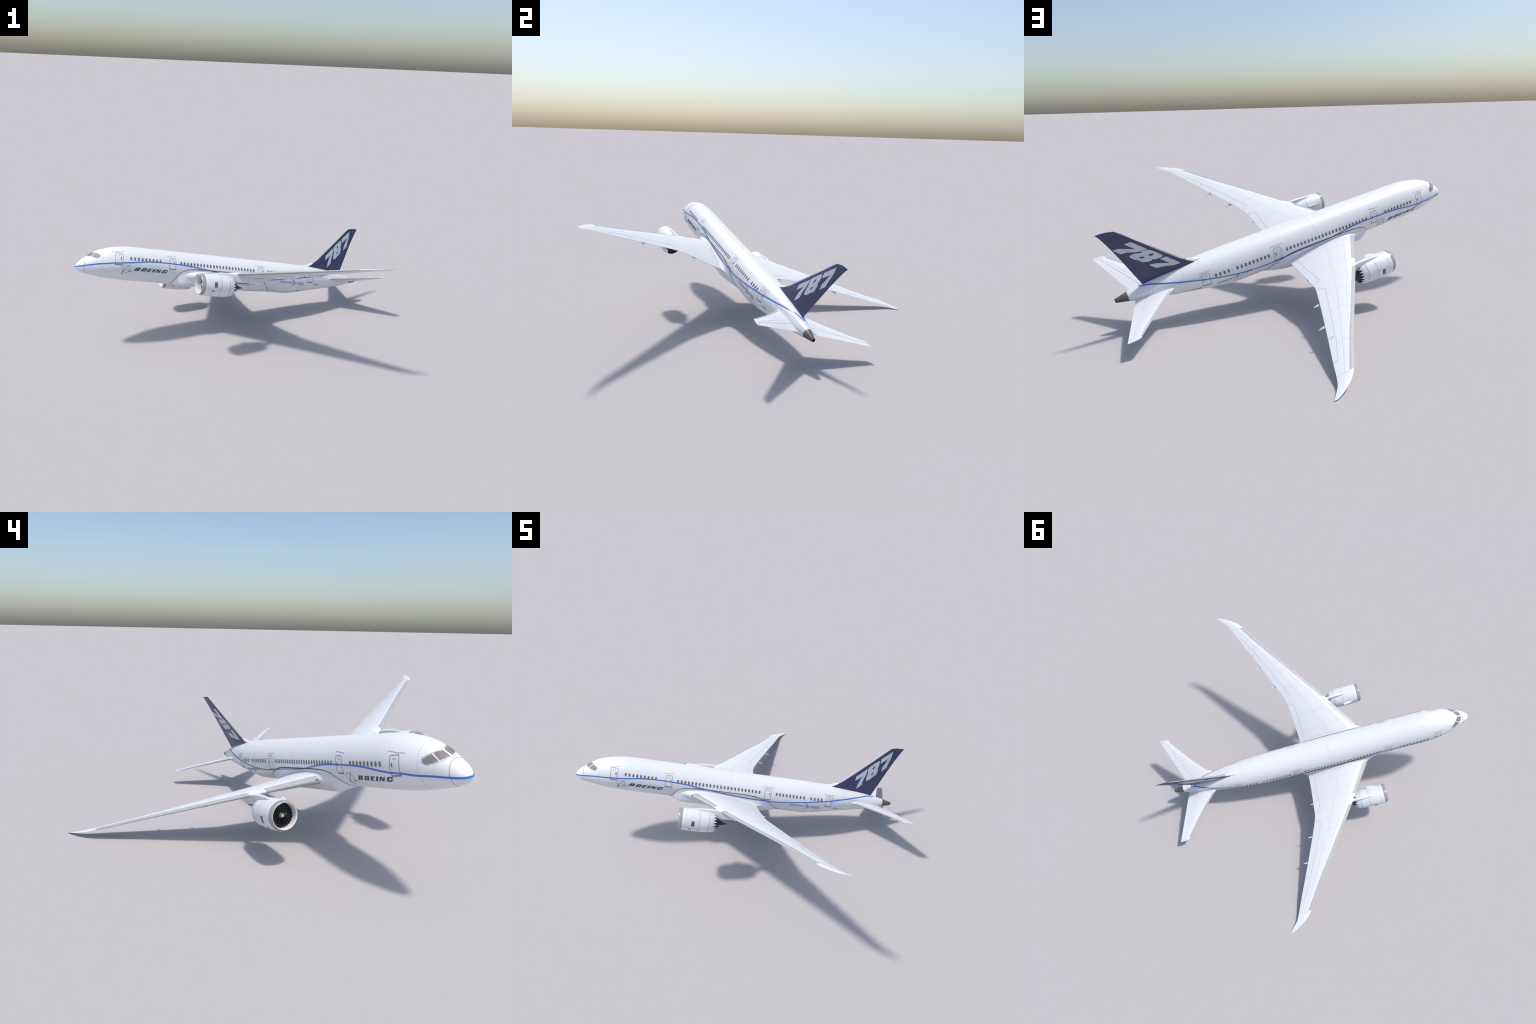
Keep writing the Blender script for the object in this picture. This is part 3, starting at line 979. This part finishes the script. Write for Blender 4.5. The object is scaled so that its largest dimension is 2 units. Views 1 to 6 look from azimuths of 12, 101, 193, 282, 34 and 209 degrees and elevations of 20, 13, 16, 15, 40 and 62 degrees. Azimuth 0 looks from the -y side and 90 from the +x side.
for pts in (PORT, STBD):
    xs = [p[0] for p in pts]; ds = [p[1] for p in pts]
    rows = []
    for x in np.concatenate([np.linspace(0.0002, 1, 26)[:-1] ** 2 * .05, np.linspace(.05, 2.0, 200), np.linspace(2.003, 2.083, 24)]):
        th = math.radians(float(pch(x, xs, ds)))
        c, h, w = section(x)
        hw = .0036 * float(np.interp(x, [0, .2, .5, .8, 1.4, 1.9, 2.0, 2.083], [1.15, 1.05, .95, .85, .85, 1.05, 1.1, .8]))
        dth = hw / max(.006, math.hypot(w * math.cos(th), h * math.sin(th)))
        if x > 1.99:     # swings in over the crown
            e = .004
            t1 = math.radians(float(pch(min(2.083, x + e), xs, ds))); t0 = math.radians(float(pch(x - e, xs, ds)))
            run = math.hypot(1, (t1 - t0) / (2 * e) * w)
            dth *= min(2.2, run)
        off = float(np.interp(x, [.62, .70, 1.34, 1.42], [.0009, .0020, .0020, .0009]))
        if x < .045:     # level band round the tip of the nose
            zc = float(np.interp(x, [0, .0535], [-.0845, -.0722]))
            sgn = 1 if pts is STBD else -1
            ang = lambda z: sgn * math.acos(max(-1, min(1, (z - c) / h)))
            rows.append([hull(x, ang(zc + k * .0040), off) for k in (1, .33, -.33, -1)][::sgn])
            continue
        wt = smoothstep(.86, .90, x) * (1 - smoothstep(1.27, 1.34, x))
        if wt > 0:
            # apparent height on the full-width body, carried in to the waist along the side elevation
            if pts is PORT:
                za = float(np.interp(x, [.85, .9, .95, 1.0, 1.05, 1.1, 1.15, 1.2, 1.25, 1.3, 1.35], [-.0268, -.0326, -.0380, -.0430, -.0471, -.0515, -.0541, -.0557, -.0561, -.0560, -.0549]))
                zt_ = za - .43 * .0045 * waist(x)
            else:
                za = float(np.interp(x, [.85, .9, .95, 1.0, 1.05, 1.1, 1.15, 1.2, 1.25, 1.3, 1.35], [-.0194, -.0277, -.0317, -.0336, -.0352, -.0362, -.0373, -.0404, -.0448, -.0473, -.0482]))
                zt_ = za - .88 * .0045 * waist(x)
            zc_ = c + h * math.cos(th)
            zc_ = zc_ + (zt_ - zc_) * wt
            th = (1 if pts is STBD else -1) * math.acos((zc_ - c) / h)
        row = []
        for k in (-1, -.33, .33, 1):
            p = hull(x, th + k * dth, off)
            ang = math.atan2(abs(p[1]), p[2] + .033)
            if waist(x) > 0 and ang > math.radians(90):      # follow the tucked-in fairing, same side elevation
                lo, hi = .05, .118
                for _ in range(30):
                    m_ = (lo + hi) / 2
                    a2 = math.atan2(m_, p[2] + .033)
                    lo, hi = (m_, hi) if math.hypot(m_, p[2] + .033) < fairing_radius(x, a2) + .0016 else (lo, m_)
                p = np.array([x, math.copysign(lo, p[1]), p[2]])
            row.append(p)
        rows.append(row)
    V, F = grid(rows)
    add("cheat_line", V, F, BLUE, fuselage, angle=60)

# ------------------------------------------------------------------ lettering
LETTERS = {  # outlines in a box of width w and height 1: (w, outer, holes)
    "B": (1.37, [(0, 0), (1.15, 0), (1.37, .12), (1.37, .40), (1.22, .52), (1.33, .62), (1.33, .86), (1.15, 1), (0, 1)],
          [[(.52, .20), (.85, .20), (.85, .38), (.52, .38)], [(.52, .62), (.82, .62), (.82, .80), (.52, .80)]]),
    "O": (1.37, [(.15, 0), (1.22, 0), (1.37, .12), (1.37, .88), (1.22, 1), (.15, 1), (0, .88), (0, .12)],
          [[(.54, .20), (.80, .20), (.80, .80), (.54, .80)]]),
    "E": (1.16, [(0, 0), (1.16, 0), (1.16, .18), (.50, .18), (.50, .40), (1.05, .40), (1.05, .58), (.50, .58), (.50, .80), (1.16, .80), (1.16, 1), (0, 1)], []),
    "I": (.56, [(0, 0), (.56, 0), (.56, 1), (0, 1)], []),
    "N": (1.33, [(0, 0), (.36, 0), (.36, .62), (.90, 0), (1.33, 0), (1.33, 1), (.97, 1), (.97, .42), (.48, 1), (0, 1)], []),
    "G": (1.42, [(.15, 0), (1.30, 0), (1.36, .30), (1.60, .30), (1.60, .46), (.92, .46), (.92, .20), (.55, .20), (.55, .80), (.92, .80), (.92, .64), (1.38, .64),
                 (1.38, .88), (1.22, 1), (.15, 1), (0, .88), (0, .12)], []),
}
STARTS = (("B", 0), ("O", .0432), ("E", .0835), ("I", .1185), ("N", .1402), ("G", .1832))
HGT = .0225
for side, x0, z0, slant in ((-1, .3550, -.0768, .0165), (1, .5095, -.0738, .0190)):
    f = side_map(side, .0008)
    d = 1 if side < 0 else -1
    for ch, st in STARTS:
        w, outer, holes = LETTERS[ch]
        T = lambda P: [(x0 + d * (st + u * HGT + v * slant), z0 + v * HGT) for u, v in P]
        Marks().fill(T(outer), [T(h) for h in holes], f, .005).done("letter", INK, fuselage)
    # round emblem with two swooshes
    lx = (lambda x: x) if side < 0 else (lambda x: .5820 - (x - .2807))
    lz = 0 if side < 0 else .0035
    ring_ = [(lx(.3052 + .0243 * math.cos(a)), -.0693 + lz + .0245 * math.sin(a)) for a in np.linspace(0, 2 * math.pi, 48, endpoint=False)]
    em_ = Marks().strip(ring_, .0016, f, .006, closed=True)
    sw = smooth_loop([(.330, -.0405), (.3199, -.048), (.3045, -.064), (.2871, -.0878), (.2821, -.0992), (.2871, -.1048), (.2989, -.1003)], 6)
    sw = [p for p in sw[:36]]
    em_.strip([(lx(x), z + lz) for x, z in sw], (.0006, .0015, .0022, .0032, .0026, .0008), f, .005)
    em_.strip([(lx(x), z + lz) for x, z in ((.3147, -.0735), (.3205, -.0795), (.3252, -.0830), (.336, -.0845), (.3552, -.0842))], (.0005, .0024, .0034, .0014, .0005), f, .004)
    em_.done("emblem", INK, fuselage)

for side, words in ((-1, (("DREAM", 1.4566, 1.5700, -.0700, -.0688), ("LINER", 1.5915, 1.6740, -.0710, -.0722))),
                    (1, (("DREAM", 1.6720, 1.5610, -.0705, -.0640), ("LINER", 1.5421, 1.4605, -.0600, -.0570)))):
    f = side_map(side, .0008)
    for body, xa, xb, za, zb in words:
        bm = text_mesh(body)
        g = lambda u, v, xa=xa, xb=xb, za=za, zb=zb, f=f: f(xa + (xb - xa) * u + .0030 * v * (1 if xb > xa else -1), za + (zb - za) * u + v * .0170)
        Marks().take(bm, g, .12).done("lettering", THININK, fuselage)
    mir = (lambda x: x) if side < 0 else (lambda x: 1.5483 - (x - 1.5862))
    dz = 0 if side < 0 else .006
    arc = smooth_loop([(1.5540, -.0425), (1.5640, -.0405), (1.5755, -.0430), (1.5850, -.0540), (1.5830, -.0690), (1.5745, -.0795), (1.5650, -.0822), (1.5560, -.0815)], 5)[:35]
    Marks().strip([(mir(x), z + dz) for x, z in arc], (.0006, .0018, .0042, .0052, .0040, .0018, .0006), f, .004).done("crescent", INK, fuselage)
for side, xa, xb, za, zb in ((-1, 1.7680, 1.8235, -.0665, -.0640), (1, 1.8215, 1.7620, -.0655, -.0690)):
    f = side_map(side, .0008)
    bm = text_mesh("N787BX")
    g = lambda u, v: f(xa + (xb - xa) * u, za + (zb - za) * u + v * .0105)
    Marks().take(bm, g, .15).done("registration", DARKLINE, fuselage)
